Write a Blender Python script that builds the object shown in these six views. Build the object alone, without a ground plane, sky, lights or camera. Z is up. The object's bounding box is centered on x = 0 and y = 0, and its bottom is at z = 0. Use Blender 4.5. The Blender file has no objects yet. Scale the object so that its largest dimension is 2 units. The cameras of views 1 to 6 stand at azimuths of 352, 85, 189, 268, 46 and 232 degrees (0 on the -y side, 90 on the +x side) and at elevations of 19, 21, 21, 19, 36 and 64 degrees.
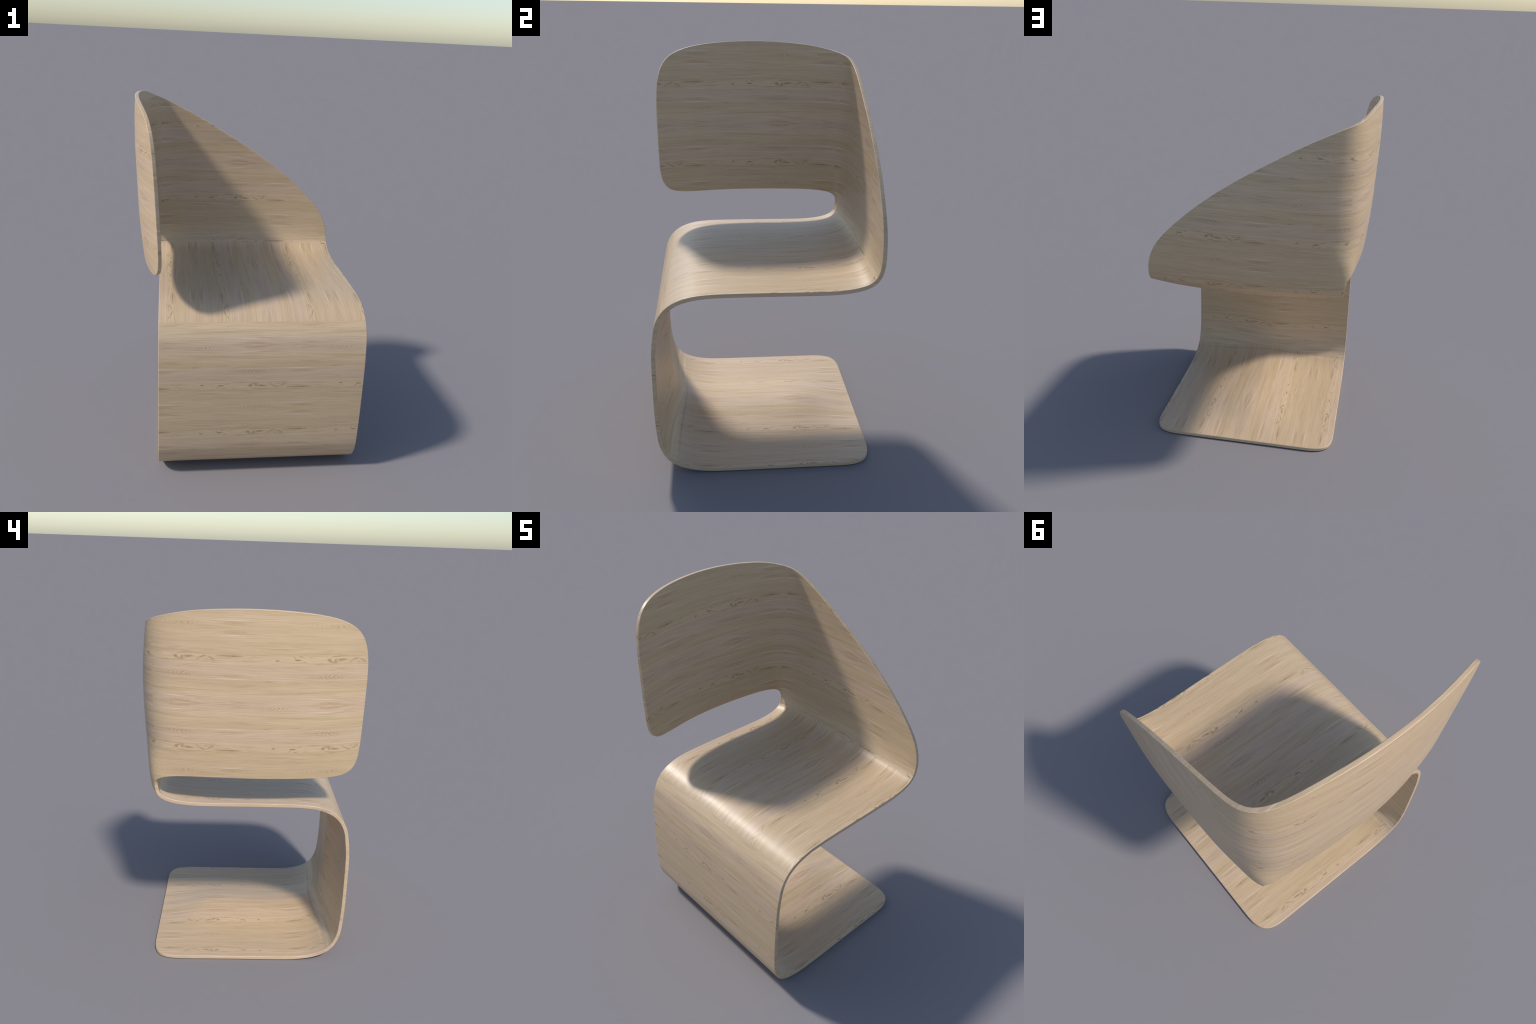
"""Chair bent from one sheet of oak-faced plywood.

The sheet is described as a smooth surface over a flat pattern (a, p):
  a  runs across the sheet (a = -x on the straight part, then round the corner
     and forward along the backrest),
  p  runs along the side profile: base -> upright -> seat -> wall, upwards.
The flat pattern is cut by an outline, triangulated, mapped on to the surface,
given its thickness with rounded edges, and split into named parts.
"""
import bpy, math
import numpy as np
from mathutils import Vector
from mathutils.geometry import delaunay_2d_cdt

THICK = 0.0200          # sheet thickness
EDGE_R = 0.0035         # rounding of the sheet's edge
STEP = 0.0105           # mesh spacing in the flat pattern
X_RIGHT, X_LEFT = 0.606, -0.480


# ------------------------------------------------------------------ curves
def catmull(points, n=40):
    P = np.array(points, float)
    P = np.vstack([2 * P[0] - P[1], P, 2 * P[-1] - P[-2]])
    out = []
    for i in range(1, len(P) - 2):
        p0, p1, p2, p3 = P[i - 1:i + 3]
        t = np.linspace(0, 1, n, endpoint=False)[:, None]
        out.append(0.5 * (2 * p1 + (p2 - p0) * t + (2 * p0 - 5 * p1 + 4 * p2 - p3) * t ** 2
                          + (3 * p1 - p0 - 3 * p2 + p3) * t ** 3))
    return np.vstack(out + [P[-2:-1]])


def bspline(points, n=40):
    P = np.array(points, float)
    P = np.vstack([2 * P[0] - P[1], P, 2 * P[-1] - P[-2]])
    out = []
    for i in range(len(P) - 3):
        f = np.linspace(0, 1, n, endpoint=False)[:, None]
        out.append(((1 - f) ** 3 * P[i] + (3 * f ** 3 - 6 * f ** 2 + 4) * P[i + 1]
                    + (-3 * f ** 3 + 3 * f ** 2 + 3 * f + 1) * P[i + 2] + f ** 3 * P[i + 3]) / 6)
    return np.vstack(out + [P[-2:-1]])


def resample(C, step):
    d = np.r_[0, np.cumsum(np.linalg.norm(np.diff(C, axis=0), axis=1))]
    m = max(2, int(round(d[-1] / step)))
    s = np.linspace(0, d[-1], m + 1)
    return np.stack([np.interp(s, d, C[:, k]) for k in range(C.shape[1])], 1)


def soften(C, sigma):
    n = int(3 * sigma)
    k = np.exp(-0.5 * (np.arange(-n, n + 1) / sigma) ** 2)
    k /= k.sum()
    Q = np.vstack([2 * C[0] - C[n:0:-1], C, 2 * C[-1] - C[-2:-n - 2:-1]])
    return np.stack([np.convolve(Q[:, j], k, 'valid') for j in range(C.shape[1])], 1)


def smooth01(t):
    t = np.clip(t, 0, 1)
    return t * t * t * (t * (6 * t - 15) + 10)


# --------------------------------------------------- side profile (y, z), mid-surface
PROFILE = [(0.62, .011), (0.45, .011), (0.20, .011), (-0.05, .011), (-0.20, .011), (-0.30, .014), (-0.378, .025),
           (-0.444, .047), (-0.493, .080), (-0.524, .126), (-0.544, .190), (-0.552, .280),
           (-0.556, .370), (-0.557, .480), (-0.557, .600), (-0.555, .680), (-0.547, .755),
           (-0.534, .826), (-0.504, .884), (-0.455, .926), (-0.384, .953), (-0.300, .964),
           (-0.200, .967), (0.0, .967), (0.200, .966), (0.300, .968), (0.373, .976), (0.430, .990),
           (0.471, 1.013), (0.494, 1.048), (0.504, 1.096), (0.508, 1.150), (0.515, 1.250)]
# wall above the seat: y of the straight part against height
WALL = [(1.15, .508), (1.25, .515), (1.35, .521), (1.50, .528), (1.70, .533), (1.95, .535), (2.1, .536)]
Z_WALL = 1.20

_prof = soften(resample(catmull(PROFILE), .002), 7)
_cut = np.argmax((_prof[:, 1] > Z_WALL) & (_prof[:, 0] > 0))
_prof = _prof[:_cut + 1]
_ps = np.r_[0, np.cumsum(np.linalg.norm(np.diff(_prof, axis=0), axis=1))]
P_WALL = _ps[-1]
Z_WALL = _prof[-1, 1]


def wall_y(z):
    w = np.array(WALL)
    f = soften(np.stack([np.linspace(1.1, 2.1, 101), np.interp(np.linspace(1.1, 2.1, 101), w[:, 0], w[:, 1])], 1), 5)
    return np.interp(z, f[:, 0], f[:, 1])


# ------------------------------- plan of the wall: straight, corner, bowed backrest
A0 = -0.8                       # a at the first plan point (x = 0.8)


def plan_controls(z):
    """B-spline controls of the wall's plan at height z (from the right, round the corner, forward)."""
    yb = wall_y(z)
    h = (z - 1.15) / 0.85                       # 0 at the slot, 1 at the top
    xm = -(0.561 + 0.041 * h)                   # deepest point of the bow
    c = min(1.0, max(0.0, h / .24 + .12)); c = c * c * (3 - 2 * c); c *= 1 - .35 * min(1.0, max(0.0, (h - .55) / .35))     # the corner opens out above the slot
    def bow(y):
        dy = y + 0.04
        k = (0.33 - 0.04 * h) if dy < 0 else (0.16 + 0.14 * h)
        return xm + k * dy * dy
    ctr = [(0.95, yb), (0.65, yb), (0.35, yb), (0.05, yb), (-0.20, yb), (-0.36, yb),
           (-0.508 + .048 * c, yb + .004 - .028 * c), (bow(0.40) + .004, 0.430)]
    ctr += [(bow(y), y) for y in (0.28, 0.12, -0.04, -0.20, -0.36, -0.52, -0.68, -0.84)]
    return ctr


_NT = 24
_zs = np.linspace(1.0, 2.12, 57)
_plan = np.array([bspline(plan_controls(z), _NT) for z in _zs])      # (nz, nt, 2)
_ref = _plan[np.argmin(abs(_zs - 1.2))]
_al = np.r_[0, np.cumsum(np.linalg.norm(np.diff(_ref, axis=0), axis=1))] - _ref[0, 0]   # a = -x on the straight


def plan(a, z):
    """x, y of the wall at pattern coordinate a and height z."""
    t = np.interp(a, _al, np.arange(len(_al)))
    i = np.clip(t.astype(int), 0, len(_al) - 2); f = t - i
    g = np.clip((z - _zs[0]) / (_zs[1] - _zs[0]), 0, len(_zs) - 1.001)
    j = g.astype(int); h = g - j
    def at(jj): return _plan[jj, i] * (1 - f)[:, None] + _plan[jj, i + 1] * f[:, None]
    return at(j) * (1 - h)[:, None] + at(j + 1) * h[:, None]


def surface(a, p):
    a = np.asarray(a, float); p = np.asarray(p, float)
    low = p < P_WALL
    y0 = np.interp(p, _ps, _prof[:, 0]); z0 = np.interp(p, _ps, _prof[:, 1])
    z = np.where(low, z0, Z_WALL + (p - P_WALL))
    pc = plan(a, z)
    # below the slot the sheet unrolls from the corner into the flat seat
    beta = np.where(low, smooth01((z - 0.965) / 0.125) * (p > 2.2), 1.0)
    inset = np.where(low, wall_y(np.maximum(z, 1.1)) - y0, 0.0)
    x = beta * pc[:, 0] + (1 - beta) * (-a)
    y = beta * pc[:, 1] + (1 - beta) * wall_y(np.maximum(z, 1.1)) - inset
    y = y + ARM_BOW * rise(a, p, .30) * np.clip(1 - ((a + .03) / .60) ** 2, 0, 1) ** 1.3 * smooth01((z - .94) / .24) * (p > 2.2)
    return np.stack([x, y, z], 1)


# distance from the outline, on a coarse grid over the flat pattern
GRID = {}


def make_distance(edge):
    lo, hi = edge.min(0) - .06, edge.max(0) + .06
    ga = np.arange(lo[0], hi[0], .02); gp = np.arange(lo[1], hi[1], .02)
    pts = np.stack(np.meshgrid(ga, gp, indexing='ij'), -1).reshape(-1, 2)
    ins = inside(edge, pts)
    D = np.concatenate([np.linalg.norm(q[:, None] - edge[None, ::2], axis=2).min(1) for q in np.array_split(pts, 60)])
    D = np.where(ins, D, -D).reshape(len(ga), len(gp))
    k = np.exp(-0.5 * (np.arange(-3, 4) / 1.3) ** 2); k /= k.sum()
    for ax in (0, 1):
        D = np.apply_along_axis(lambda v: np.convolve(np.pad(v, 3, 'edge'), k, 'valid'), ax, D)
    GRID.update(D=D, lo=lo)


def rise(a, p, width):
    """0 at the outline, rising like a parabola to 1 at `width` inside it"""
    if not GRID:
        return 0.0 * a
    D, lo = GRID['D'], GRID['lo']
    x = np.clip((a - lo[0]) / .02, 0, D.shape[0] - 1.001); y = np.clip((p - lo[1]) / .02, 0, D.shape[1] - 1.001)
    i, j = x.astype(int), y.astype(int); f, g = x - i, y - j
    d = (D[i, j] * (1 - f) + D[i + 1, j] * f) * (1 - g) + (D[i, j + 1] * (1 - f) + D[i + 1, j + 1] * f) * g
    return 1 - (1 - np.clip((d - .003) / width, 0, 1)) ** 2


def swell(a, p):
    """The sheet is thicker in its middle, on one side only: the top of the base, the inside of the
    upright, the underside of the seat, the outside of armrest and backrest."""
    y0 = np.interp(p, _ps, _prof[:, 0])
    w = .235 + .03 * smooth01((p - .8) / .5) + .06 * smooth01((p - 2.4) / .3)
    u = np.abs(-a - 0.06) / w
    b = np.where(u < 1, (4 - 6 * u ** 2 + 3 * u ** 3) / 4, np.where(u < 2, (2 - u) ** 3 / 4, 0))
    on_base = np.where(p < 1.2, smooth01((0.56 - y0) / 0.42), 1.0)
    amp = .054 - .016 * smooth01((p - .95) / .4) + .004 * smooth01((p - 1.6) / .3)
    low = b * on_base * amp
    up = SHELL_SWELL * rise(a, p, .30)
    m = smooth01((p - 2.74) / .30)
    fold = np.exp(-((p - 2.84) / .15) ** 2) * .014 + np.exp(-((p - 1.12) / .22) ** 2) * .006 + .003 * (p < 1.1)
    return low * (1 - m) + up * m + fold * rise(a, p, .25)


ARM_BOW = 0.025
SHELL_SWELL = 0.014


def frame(a, p, e=.004, f=None):
    f = f or surface
    du = f(a + e, p) - f(a - e, p)
    dv = f(a, p + e) - f(a, p - e)
    n = np.cross(du, dv)
    n /= np.linalg.norm(n, axis=1)[:, None]
    return n


def fold_fill(a, p):
    """the upper side is filled out a little where the seat folds up into the armrest"""
    return .008 * np.exp(-((p - 2.80) / .13) ** 2) * rise(a, p, .16)


def filled(a, p):
    return surface(a, p) - frame(a, p) * (THICK / 2 + fold_fill(a, p))[:, None]


def swollen(a, p):
    return surface(a, p) + frame(a, p) * (THICK / 2 + swell(a, p))[:, None]


# ------------------------------------------------------ outline in the flat pattern
def p_of_z(z):
    return P_WALL + (z - Z_WALL)


def a_of(x=None, y=None, z=1.5):
    aa = np.linspace(-0.7, 1.75, 2000)
    q = plan(aa, np.full(2000, z))
    if y is None:
        return float(np.interp(-x, -q[:1500, 0], aa[:1500])) if x > -0.36 else None
    m = aa > 0.40
    return float(np.interp(-y, -q[m, 1], aa[m]))


def outline():
    up = []
    # sloping edge of the armrest: x against height
    for x, z in [(.606, 1.05), (.592, 1.15), (.546, 1.241), (.463, 1.330), (.343, 1.440), (.20, 1.550), (.045, 1.650),
                 (-.10, 1.734), (-.23, 1.808), (-.335, 1.863)]:
        up.append((a_of(x=x, z=z), p_of_z(z)))
    # round the corner, along the top and down the front of the backrest: y against height
    for y, z in [(.515, 1.916), (.44, 1.954), (.30, 1.982), (.14, 1.995), (-.03, 1.999), (-.20, 1.992), (-.365, 1.973), (-.484, 1.935),
                 (-.546, 1.862), (-.567, 1.75), (-.568, 1.60), (-.566, 1.45), (-.564, 1.32), (-.556, 1.224),
                 (-.515, 1.164), (-.42, 1.150), (-.28, 1.151), (-.12, 1.152), (.04, 1.152), (.20, 1.152), (.30, 1.151), (.375, 1.148)]:
        up.append((a_of(y=y, z=z), p_of_z(z)))
    # slot end, then the left edge of seat, upright and base
    aL = -X_LEFT
    for da, z in [(.064, 1.138), (.019, 1.114), (.005, 1.082), (.004, 1.045), (.002, 1.008)]:
        k = np.argmax((_prof[:, 1] > z) & (_prof[:, 0] > 0.2))
        up.append((aL + da, _ps[k]))
    p_end = np.interp(-0.521, -_prof[:, 0][:200], _ps[:200])     # back end of the base plate
    r = 0.12
    up += [(aL, 2.38), (aL, 2.25), (aL, 2.0), (aL, 1.6), (aL, 1.2), (aL, .8), (aL, .5), (aL, p_end + 1.5 * r)]
    up += [(aL, p_end + r * .8), (aL - .027, p_end + .027), (aL - .8 * r, p_end), (aL - 1.5 * r, p_end)]
    aR = -X_RIGHT
    up += [(.2, p_end), (0, p_end), (-.2, p_end), (aR + 1.5 * r, p_end), (aR + .8 * r, p_end),
           (aR + .027, p_end + .027), (aR, p_end + .8 * r), (aR, p_end + 1.5 * r)]
    k = [np.argmax((_prof[:, 1] > z) & (_prof[:, 0] > 0.2)) for z in (1.0,)]
    up += [(aR, .5), (aR, .8), (aR, 1.2), (aR, 1.6), (aR, 2.0), (aR, 2.3), (aR, 2.5)]
    C = np.array(up)
    L = len(C)
    W = np.vstack([C[-3:], C, C[:3]])
    Q = []
    for i in range(2, L + 2):
        f = np.linspace(0, 1, 30, endpoint=False)[:, None]
        Q.append(((1 - f) ** 3 * W[i - 1] + (3 * f ** 3 - 6 * f ** 2 + 4) * W[i]
                  + (-3 * f ** 3 + 3 * f ** 2 + 3 * f + 1) * W[i + 1] + f ** 3 * W[i + 2]) / 6)
    Q = np.vstack(Q + [Q[0][:1]])
    return resample(Q, STEP * .7)[:-1]


def inside(poly, pts):
    x, y = pts[:, 0], pts[:, 1]
    r = np.zeros(len(pts), bool)
    px, py = poly[:, 0], poly[:, 1]
    for i in range(len(poly)):
        x1, y1, x2, y2 = px[i - 1], py[i - 1], px[i], py[i]
        if y1 == y2: continue
        c = (y1 > y) != (y2 > y)
        xs = x1 + (y - y1) * (x2 - x1) / (y2 - y1)
        r ^= c & (x < xs)
    return r


# ------------------------------------------------------------------- material
PERIOD = 0.742


class Nodes:
    """small helper to write node maths as expressions"""
    def __init__(self, tree):
        self.t = tree

    def put(self, sock, v):
        if isinstance(v, bpy.types.NodeSocket):
            self.t.links.new(v, sock)
        else:
            sock.default_value = v

    def math(self, op, a, b=None, c=None, clamp=False):
        n = self.t.nodes.new("ShaderNodeMath"); n.operation = op; n.use_clamp = clamp
        for i, v in enumerate((a, b, c)):
            if v is not None:
                self.put(n.inputs[i], v)
        return n.outputs[0]

    def add(self, a, b): return self.math('ADD', a, b)
    def sub(self, a, b): return self.math('SUBTRACT', a, b)
    def mul(self, a, b): return self.math('MULTIPLY', a, b)
    def mad(self, a, b, c): return self.math('MULTIPLY_ADD', a, b, c)

    def pick(self, f, a, b):          # a where f = 0, b where f = 1
        return self.add(a, self.mul(f, self.sub(b, a)))

    def step(self, v, lo, hi, a=0.0, b=1.0):
        n = self.t.nodes.new("ShaderNodeMapRange"); n.interpolation_type = 'SMOOTHSTEP'
        for i, x in enumerate((v, lo, hi, a, b)):
            self.put(n.inputs[i], x)
        return n.outputs[0]

    def bump(self, v, centre, half):  # 1 at centre, 0 beyond half
        return self.step(self.math('ABSOLUTE', self.sub(v, centre)), 0.0, half, 1.0, 0.0)

    def noise(self, k, v, w=0.0, detail=2.0, rough=.5):
        """noise with k cells per metre along the grain (closing up after one period), v across"""
        c = self.t.nodes.new("ShaderNodeCombineXYZ")
        r = k * PERIOD / (2 * math.pi)
        self.put(c.inputs[0], self.mul(self.cos, r)); self.put(c.inputs[1], self.mul(self.sin, r)); self.put(c.inputs[2], v)
        n = self.t.nodes.new("ShaderNodeTexNoise")
        n.noise_dimensions = '4D'
        n.inputs["Scale"].default_value = 1.0
        n.inputs["Detail"].default_value = detail
        n.inputs["Roughness"].default_value = rough
        self.put(n.inputs["W"], w)
        self.t.links.new(c.outputs[0], n.inputs["Vector"])
        return n.outputs["Fac"]

    def mix(self, f, a, b, mode='MIX'):
        n = self.t.nodes.new("ShaderNodeMix"); n.data_type = 'RGBA'; n.blend_type = mode
        self.put(n.inputs[0], f)
        for s, v in ((n.inputs[6], a), (n.inputs[7], b)):
            self.put(s, v)
        return n.outputs[2]


def wood():
    """Light oak veneer. The figure lies along x on faces turned to +-y and along y elsewhere; across the
    grain it repeats as book-matched strips (straight-grained, feathered and knotty), along it every 0.74 m."""
    m = bpy.data.materials.new("oak_veneer")
    m.use_nodes = True
    nt = m.node_tree
    K = Nodes(nt)
    bsdf = nt.nodes["Principled BSDF"]
    tc = nt.nodes.new("ShaderNodeTexCoord")
    ge = nt.nodes.new("ShaderNodeNewGeometry")
    so = nt.nodes.new("ShaderNodeSeparateXYZ"); nt.links.new(tc.outputs["Object"], so.inputs[0])
    sn = nt.nodes.new("ShaderNodeSeparateXYZ"); nt.links.new(ge.outputs["Normal"], sn.inputs[0])
    x, y, z = so.outputs
    nx, ny, nz = [K.math('ABSOLUTE', o) for o in sn.outputs]
    facing_y = K.mul(K.math('GREATER_THAN', ny, nx), K.math('GREATER_THAN', ny, nz))
    facing_z = K.mul(K.math('GREATER_THAN', nz, nx), K.math('GREATER_THAN', nz, ny))

    # the figure is mirrored on faces turned to -x and to +y
    toward_mx = K.math('LESS_THAN', sn.outputs[0], 0.0)
    toward_py = K.math('GREATER_THAN', sn.outputs[1], 0.0)
    along_y = K.pick(facing_z, K.pick(toward_mx, K.add(y, .49), K.sub(.24, y)), K.add(y, .45))
    along_x = K.pick(toward_py, K.add(x, .612), K.sub(.862, x))
    across = K.pick(facing_z, z, K.add(x, .7075))
    along = K.pick(facing_y, along_y, along_x)
    u = K.math('FLOORED_MODULO', along, PERIOD)
    K.cos = K.math('COSINE', K.mul(u, 2 * math.pi / PERIOD))
    K.sin = K.math('SINE', K.mul(u, 2 * math.pi / PERIOD))
    d0 = K.math('PINGPONG', K.sub(across, .057), PERIOD / 2)
    # gentle waviness of the grain
    wav = K.mad(K.noise(6.0, K.mul(d0, 18.0), 3.1, 1.0), .014, -.007)
    d = K.add(d0, wav)

    # ---- ground tone: honey strips, pinkish ones beside the feathers, slow drift
    tone = K.noise(2.0, K.mul(d0, 34.0), 7.7, 2.0)
    pink = K.math('MAXIMUM', K.mul(K.step(d0, .122, .131), K.step(d0, .208, .198)), K.step(d0, .048, .038))
    col = K.mix(K.step(tone, .32, .68), (.560, .402, .242, 1), (.632, .466, .296, 1))
    col = K.mix(K.mul(pink, .60), col, (.622, .450, .322, 1))

    # ---- straight grain: broad, medium and fine
    g0 = K.noise(3.0, K.mul(d, 70.0), 11.0, 2.0, .5)
    g1 = K.noise(3.2, K.mul(d, 230.0), 0.0, 3.0, .6)
    g2 = K.noise(8.0, K.mul(d, 560.0), 5.0, 2.0, .6)
    col = K.mix(K.step(g0, .48, .70, 0.0, .15), col, (.43, .295, .165, 1))
    col = K.mix(K.step(g1, .48, .70, 0.0, .36), col, (.40, .270, .150, 1))
    col = K.mix(K.step(g2, .50, .72, 0.0, .48), col, (.40, .275, .155, 1))
    col = K.mix(K.step(g2, .48, .28, 0.0, .32), col, (.68, .535, .375, 1))
    # thin separate dark year lines
    g3 = K.noise(2.6, K.mul(d, 170.0), 21.0, 1.0)
    thin = K.mul(K.step(K.math('ABSOLUTE', K.sub(g3, .55)), .030, .006), K.step(K.noise(5.0, K.mul(d, 60.0), 31.0, 1.0), .42, .60))
    col = K.mix(K.mul(thin, .44), col, (.33, .215, .115, 1))

    # ---- pale ray lines between the strips
    lines = None
    for i, (c, w) in enumerate([(.040, .0024), (.127, .0026), (.202, .0022), (.330, .0026), (.085, .0014), (.268, .0014), (.296, .0012), (.166, .0012), (.012, .0012)]):
        brk = K.noise(5.0, float(i) * 3.7, 2.0, 2.0)
        f = K.mul(K.bump(K.add(d0, K.mul(wav, .4)), c, w), K.step(brk, .38, .62, .12, 1.0 if w > .002 else .6))
        lines = f if lines is None else K.math('MAXIMUM', lines, f)
    col = K.mix(K.mul(lines, .50), col, (.74, .60, .46, 1))

    def around(centre):                  # signed distance along the grain from `centre`
        return K.sub(K.math('FLOORED_MODULO', K.add(u, 1.5 * PERIOD - centre), PERIOD), PERIOD / 2)

    # ---- feathered strips: nested chevrons along the grain, and a warm eye beside each
    full = K.math('FLOORED_MODULO', K.sub(across, .057), PERIOD)      # not folded
    for c, uc, ul, folded in [(-.012, .365, .165, 0), (.146, .630, .165, 1), (.388, .628, .165, 0)]:
        if folded:
            cen = K.sub(d0, c)
        else:
            cen = K.sub(K.math('FLOORED_MODULO', K.add(full, 1.5 * PERIOD - c), PERIOD), PERIOD / 2)
        c = abs(c) if c < .2 else .742 - c
        cen = K.add(cen, K.mul(wav, 1.0))
        off = K.math('SQRT', K.add(K.mul(cen, cen), .000006))
        ph = K.add(K.mul(u, 44.0 if uc < .5 else -44.0), K.mul(off, 95.0))
        ph = K.add(ph, K.mul(K.noise(9.0, K.mul(d0, 30.0), c * 50, 3.0, .6), 4.0))
        w = K.step(K.math('SINE', K.mul(ph, 6.2832)), -.2, 1.0)
        patch = K.step(K.noise(14.0, K.mul(d0, 60.0), 40.0 + c, 1.0), .24, .50)
        msk = K.mul(K.mul(K.step(off, .020, .004), K.bump(around(uc), 0.0, ul)), patch)
        col = K.mix(K.mul(K.mul(w, msk), .62), col, (.39, .255, .140, 1))
        eu = K.mul(around((uc + .262) % PERIOD), 1 / .095)
        ed = K.mul(K.sub(d, c - .003), 1 / .011)
        er = K.math('SQRT', K.add(K.mul(eu, eu), K.mul(ed, ed)))
        col = K.mix(K.step(er, .25, 1.0, .42, 0.0), col, (.47, .300, .160, 1))
        er2 = K.step(K.math('SINE', K.mul(er, 16.0)), .2, 1.0)
        col = K.mix(K.mul(er2, K.step(er, .2, 1.3, .30, 0.0)), col, (.36, .23, .12, 1))
        # bright flash on the eye's border
        fl = K.mul(K.bump(d0, c - .018 if c > .02 else .034, .0028), K.bump(around((uc + .24) % PERIOD), 0.0, .11))
        col = K.mix(K.mul(fl, .65), col, (.80, .67, .54, 1))

    # ---- knotty strip: cathedral arcs, cracks, dark flecks
    band = K.bump(d0, .230, .036)
    warp = K.mad(K.noise(6.0, K.mul(d0, 22.0), 4.4, 2.0, .5), 1.0, -.5)
    contour = K.math('ABSOLUTE', K.math('SINE', K.add(K.mul(warp, 30.0), K.mul(d0, 100.0))))
    gate = K.step(K.noise(7.0, K.mul(d0, 30.0), 8.8, 1.0), .40, .54)
    col = K.mix(K.mul(K.mul(K.mul(K.step(contour, .34, .04), gate), band), .62), col, (.33, .205, .105, 1))
    fleck = K.step(K.noise(13.0, K.add(K.mul(d0, 70.0), K.mul(warp, 8.0)), 6.1, 2.0), .62, .74)
    col = K.mix(K.mul(K.mul(fleck, band), .70), col, (.29, .180, .095, 1))
    #              centre u, d   half length, half width, arcs
    for uc, dc, ru, rd, ringing in [(.672, .231, .120, .029, 12.0), (.354, .224, .045, .014, 8.0), (.455, .228, .06, .014, 7.0),
                                    (.16, .238, .07, .008, 6.0)]:
        du = K.mul(around(uc), 1 / ru)
        dd = K.mul(K.add(K.sub(d0, dc), K.mul(warp, .012)), 1 / rd)
        r = K.math('SQRT', K.add(K.mul(du, du), K.mul(dd, dd)))
        rings = K.step(K.math('SINE', K.add(K.mul(r, ringing), K.mul(warp, 7.0))), .30, .95)
        fade = K.step(r, .30, 1.08, 1.0, 0.0)
        # arcs are strong towards one end, open towards the other
        oneside = K.step(du, .9, -.7, .15, 1.0)
        broken = K.step(K.noise(14.0, K.mul(d0, 50.0), uc * 30, 1.0), .32, .56)
        col = K.mix(K.mul(K.mul(K.mul(rings, fade), oneside), K.mul(broken, .80)), col, (.30, .185, .095, 1))
        core = K.mul(K.step(r, .06, .30, 1.0, 0.0), broken)
        col = K.mix(K.mul(core, .65), col, (.25, .150, .080, 1))
    # crooked crack at the open end of the big figure, and a long one further on
    for uc, dc, lu, amp, slant in [(.735, .232, .030, .9, .30), (.115, .240, .075, .35, .02), (.775 - PERIOD, .230, .022, .6, -.25)]:
        cu = around(uc % PERIOD)
        path = K.add(K.mul(cu, slant), K.mul(K.mad(K.noise(26.0, 3.3, uc * 9, 2.0), 1.0, -.5), .022 * amp))
        near = K.bump(K.sub(K.sub(d0, dc), path), 0.0, .0042)
        col = K.mix(K.mul(K.mul(near, K.bump(cu, 0.0, lu)), .80), col, (.25, .150, .080, 1))

    # ---- short dark pores
    pores = K.step(K.noise(30.0, K.mul(d, 700.0), 2.2, 1.0), .66, .76)
    col = K.mix(K.mul(pores, .32), col, (.33, .215, .115, 1))

    nt.links.new(col, bsdf.inputs["Base Color"])
    K.put(bsdf.inputs["Roughness"], K.mad(g1, .22, .30))
    bsdf.inputs["Specular IOR Level"].default_value = .5
    bu = nt.nodes.new("ShaderNodeBump")
    bu.inputs["Strength"].default_value = .12
    bu.inputs["Distance"].default_value = .002
    K.put(bu.inputs["Height"], K.add(K.mul(g1, .6), K.mul(g2, .4)))
    nt.links.new(bu.outputs[0], bsdf.inputs["Normal"])
    return m


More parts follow.
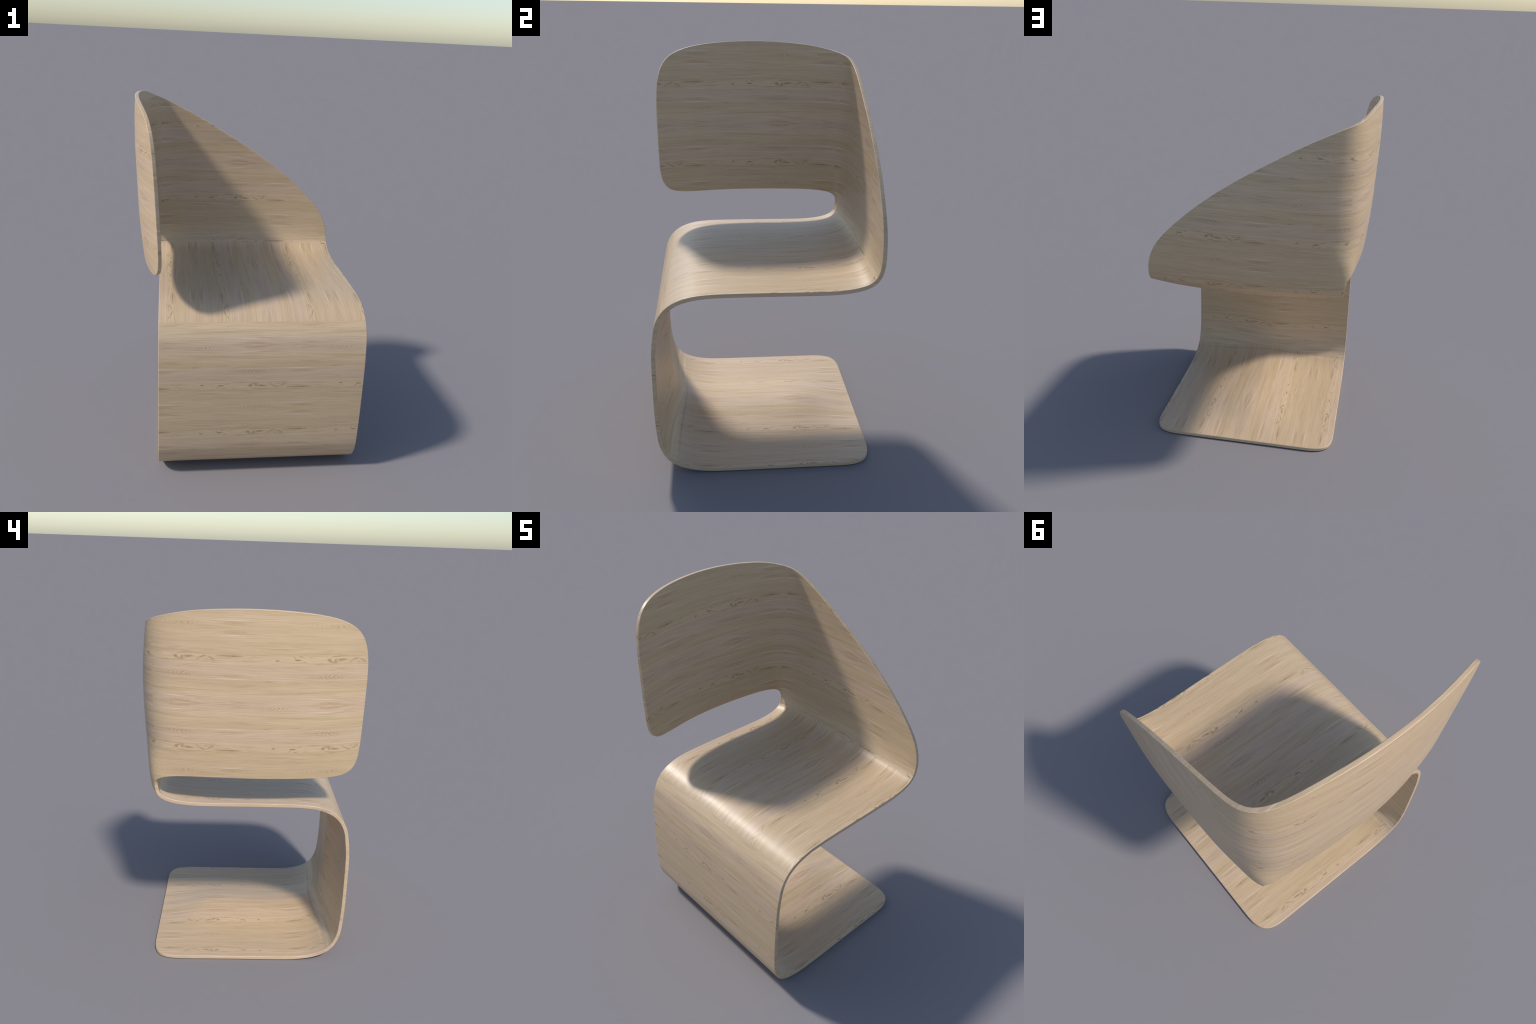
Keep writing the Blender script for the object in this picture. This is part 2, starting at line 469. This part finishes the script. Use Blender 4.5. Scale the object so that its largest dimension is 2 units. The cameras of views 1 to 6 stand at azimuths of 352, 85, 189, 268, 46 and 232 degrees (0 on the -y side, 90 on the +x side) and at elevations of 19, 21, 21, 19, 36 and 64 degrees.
# ------------------------------------------------------------------- build
def build():
    edge = outline()
    make_distance(edge)
    lo, hi = edge.min(0), edge.max(0)
    g = np.stack(np.meshgrid(np.arange(lo[0], hi[0], STEP), np.arange(lo[1], hi[1], STEP)), -1).reshape(-1, 2)
    g = g[inside(edge, g)]
    # keep clear of the outline
    keep = np.ones(len(g), bool)
    for i in range(0, len(edge), 64):
        e = edge[i:i + 64]
        c0, c1 = e.min(0) - .02, e.max(0) + .02
        s = np.where(((g > c0) & (g < c1)).all(1))[0]
        if len(s):
            d = np.linalg.norm(g[s][:, None] - e[None], axis=2).min(1)
            keep[s[d < STEP * .62]] = False
    g = g[keep]
    ne = len(edge)
    pts = [Vector(q) for q in np.vstack([edge, g])]
    vs, es, fs, ov, oe, of = delaunay_2d_cdt(pts, [(i, (i + 1) % ne) for i in range(ne)], [list(range(ne))], 1, 1e-6, True)
    V = np.array([v[:] for v in vs])
    src = np.array([o[0] if o else -1 for o in ov])
    pos = np.full(ne, -1)
    for i, o in enumerate(ov):
        for q in o:
            if q < ne: pos[q] = i
    F = np.array([f for f in fs if len(f) == 3])
    F = F[inside(edge, V[F].mean(1))]
    x1 = V[F[:, 1]] - V[F[:, 0]]; x2 = V[F[:, 2]] - V[F[:, 0]]
    flip = (x1[:, 0] * x2[:, 1] - x1[:, 1] * x2[:, 0]) < 0
    F[flip] = F[flip][:, ::-1]
    S = surface(V[:, 0], V[:, 1]); N = frame(V[:, 0], V[:, 1])
    n = len(V)
    half = THICK / 2
    ring = pos
    tang = np.roll(S[ring], -1, 0) - np.roll(S[ring], 1, 0)
    tang /= np.linalg.norm(tang, axis=1)[:, None]
    area = np.sum(edge[:, 0] * np.roll(edge[:, 1], -1) - np.roll(edge[:, 0], -1) * edge[:, 1])
    out = np.cross(tang, N[ring]) * (1 if area > 0 else -1)
    verts = [swollen(V[:, 0], V[:, 1]), filled(V[:, 0], V[:, 1])]
    norms = [frame(V[:, 0], V[:, 1], f=swollen), -frame(V[:, 0], V[:, 1], f=filled)]
    faces = [F, F[:, ::-1] + n]
    fa = [V[F].mean(1), V[F].mean(1)]
    # rounded rim: rings from the upper to the lower face
    prof = [(EDGE_R * math.cos(t), half - EDGE_R + EDGE_R * math.sin(t), t) for t in np.radians([60, 30, 0])]
    prof += [(c, -s, -t) for c, s, t in prof[::-1]]
    rings = [ring]
    base = 2 * n
    for c, s, t in prof:
        verts.append(S[ring] + out * c + N[ring] * s)
        norms.append(out * math.cos(t) + N[ring] * math.sin(t))
        rings.append(np.arange(base, base + ne)); base += ne
    rings.append(ring + n)
    mid = (edge + np.roll(edge, -1, 0)) / 2
    for r0, r1 in zip(rings[:-1], rings[1:]):
        q = np.stack([r0, np.roll(r0, -1), np.roll(r1, -1), r1], 1)
        if area > 0: q = q[:, ::-1]
        faces.append(q[:, [0, 1, 2]]); faces.append(q[:, [0, 2, 3]])
        fa += [mid, mid]
    verts = np.vstack(verts); norms = np.vstack(norms); faces = np.vstack(faces); fa = np.vstack(fa)

    # parts, by region of the pattern
    zc = np.interp(fa[:, 1], _ps, _prof[:, 1]); yc = np.interp(fa[:, 1], _ps, _prof[:, 0])
    p_a = _ps[np.argmax(_prof[:, 1] > .12)]
    p_b = _ps[np.argmax(_prof[:, 1] > .90)]
    p_c = _ps[np.argmax((_prof[:, 1] > 1.015) & (_prof[:, 0] > .3))]
    a_c = .475
    region = np.where(fa[:, 1] < p_a, 0, np.where(fa[:, 1] < p_b, 1, np.where(fa[:, 1] < p_c, 2, np.where(fa[:, 0] < a_c, 3, 4))))
    names = ["base", "upright", "seat", "armrest", "backrest"]
    mat = wood()
    chair = bpy.data.objects.new("plywood_chair", None)
    chair["label"] = "sculptural chair bent from one sheet of light oak plywood"
    chair["category"] = "chair"
    bpy.context.scene.collection.objects.link(chair)
    for r, name in enumerate(names):
        f = faces[region == r]
        used, inv = np.unique(f, return_inverse=True)
        me = bpy.data.meshes.new(name)
        me.from_pydata(verts[used].tolist(), [], inv.reshape(-1, 3).tolist())
        me.polygons.foreach_set("use_smooth", [True] * len(me.polygons))
        me.update()
        me.normals_split_custom_set_from_vertices(norms[used].tolist())
        me.materials.append(mat)
        ob = bpy.data.objects.new(name, me)
        ob.parent = chair
        bpy.context.scene.collection.objects.link(ob)


build()
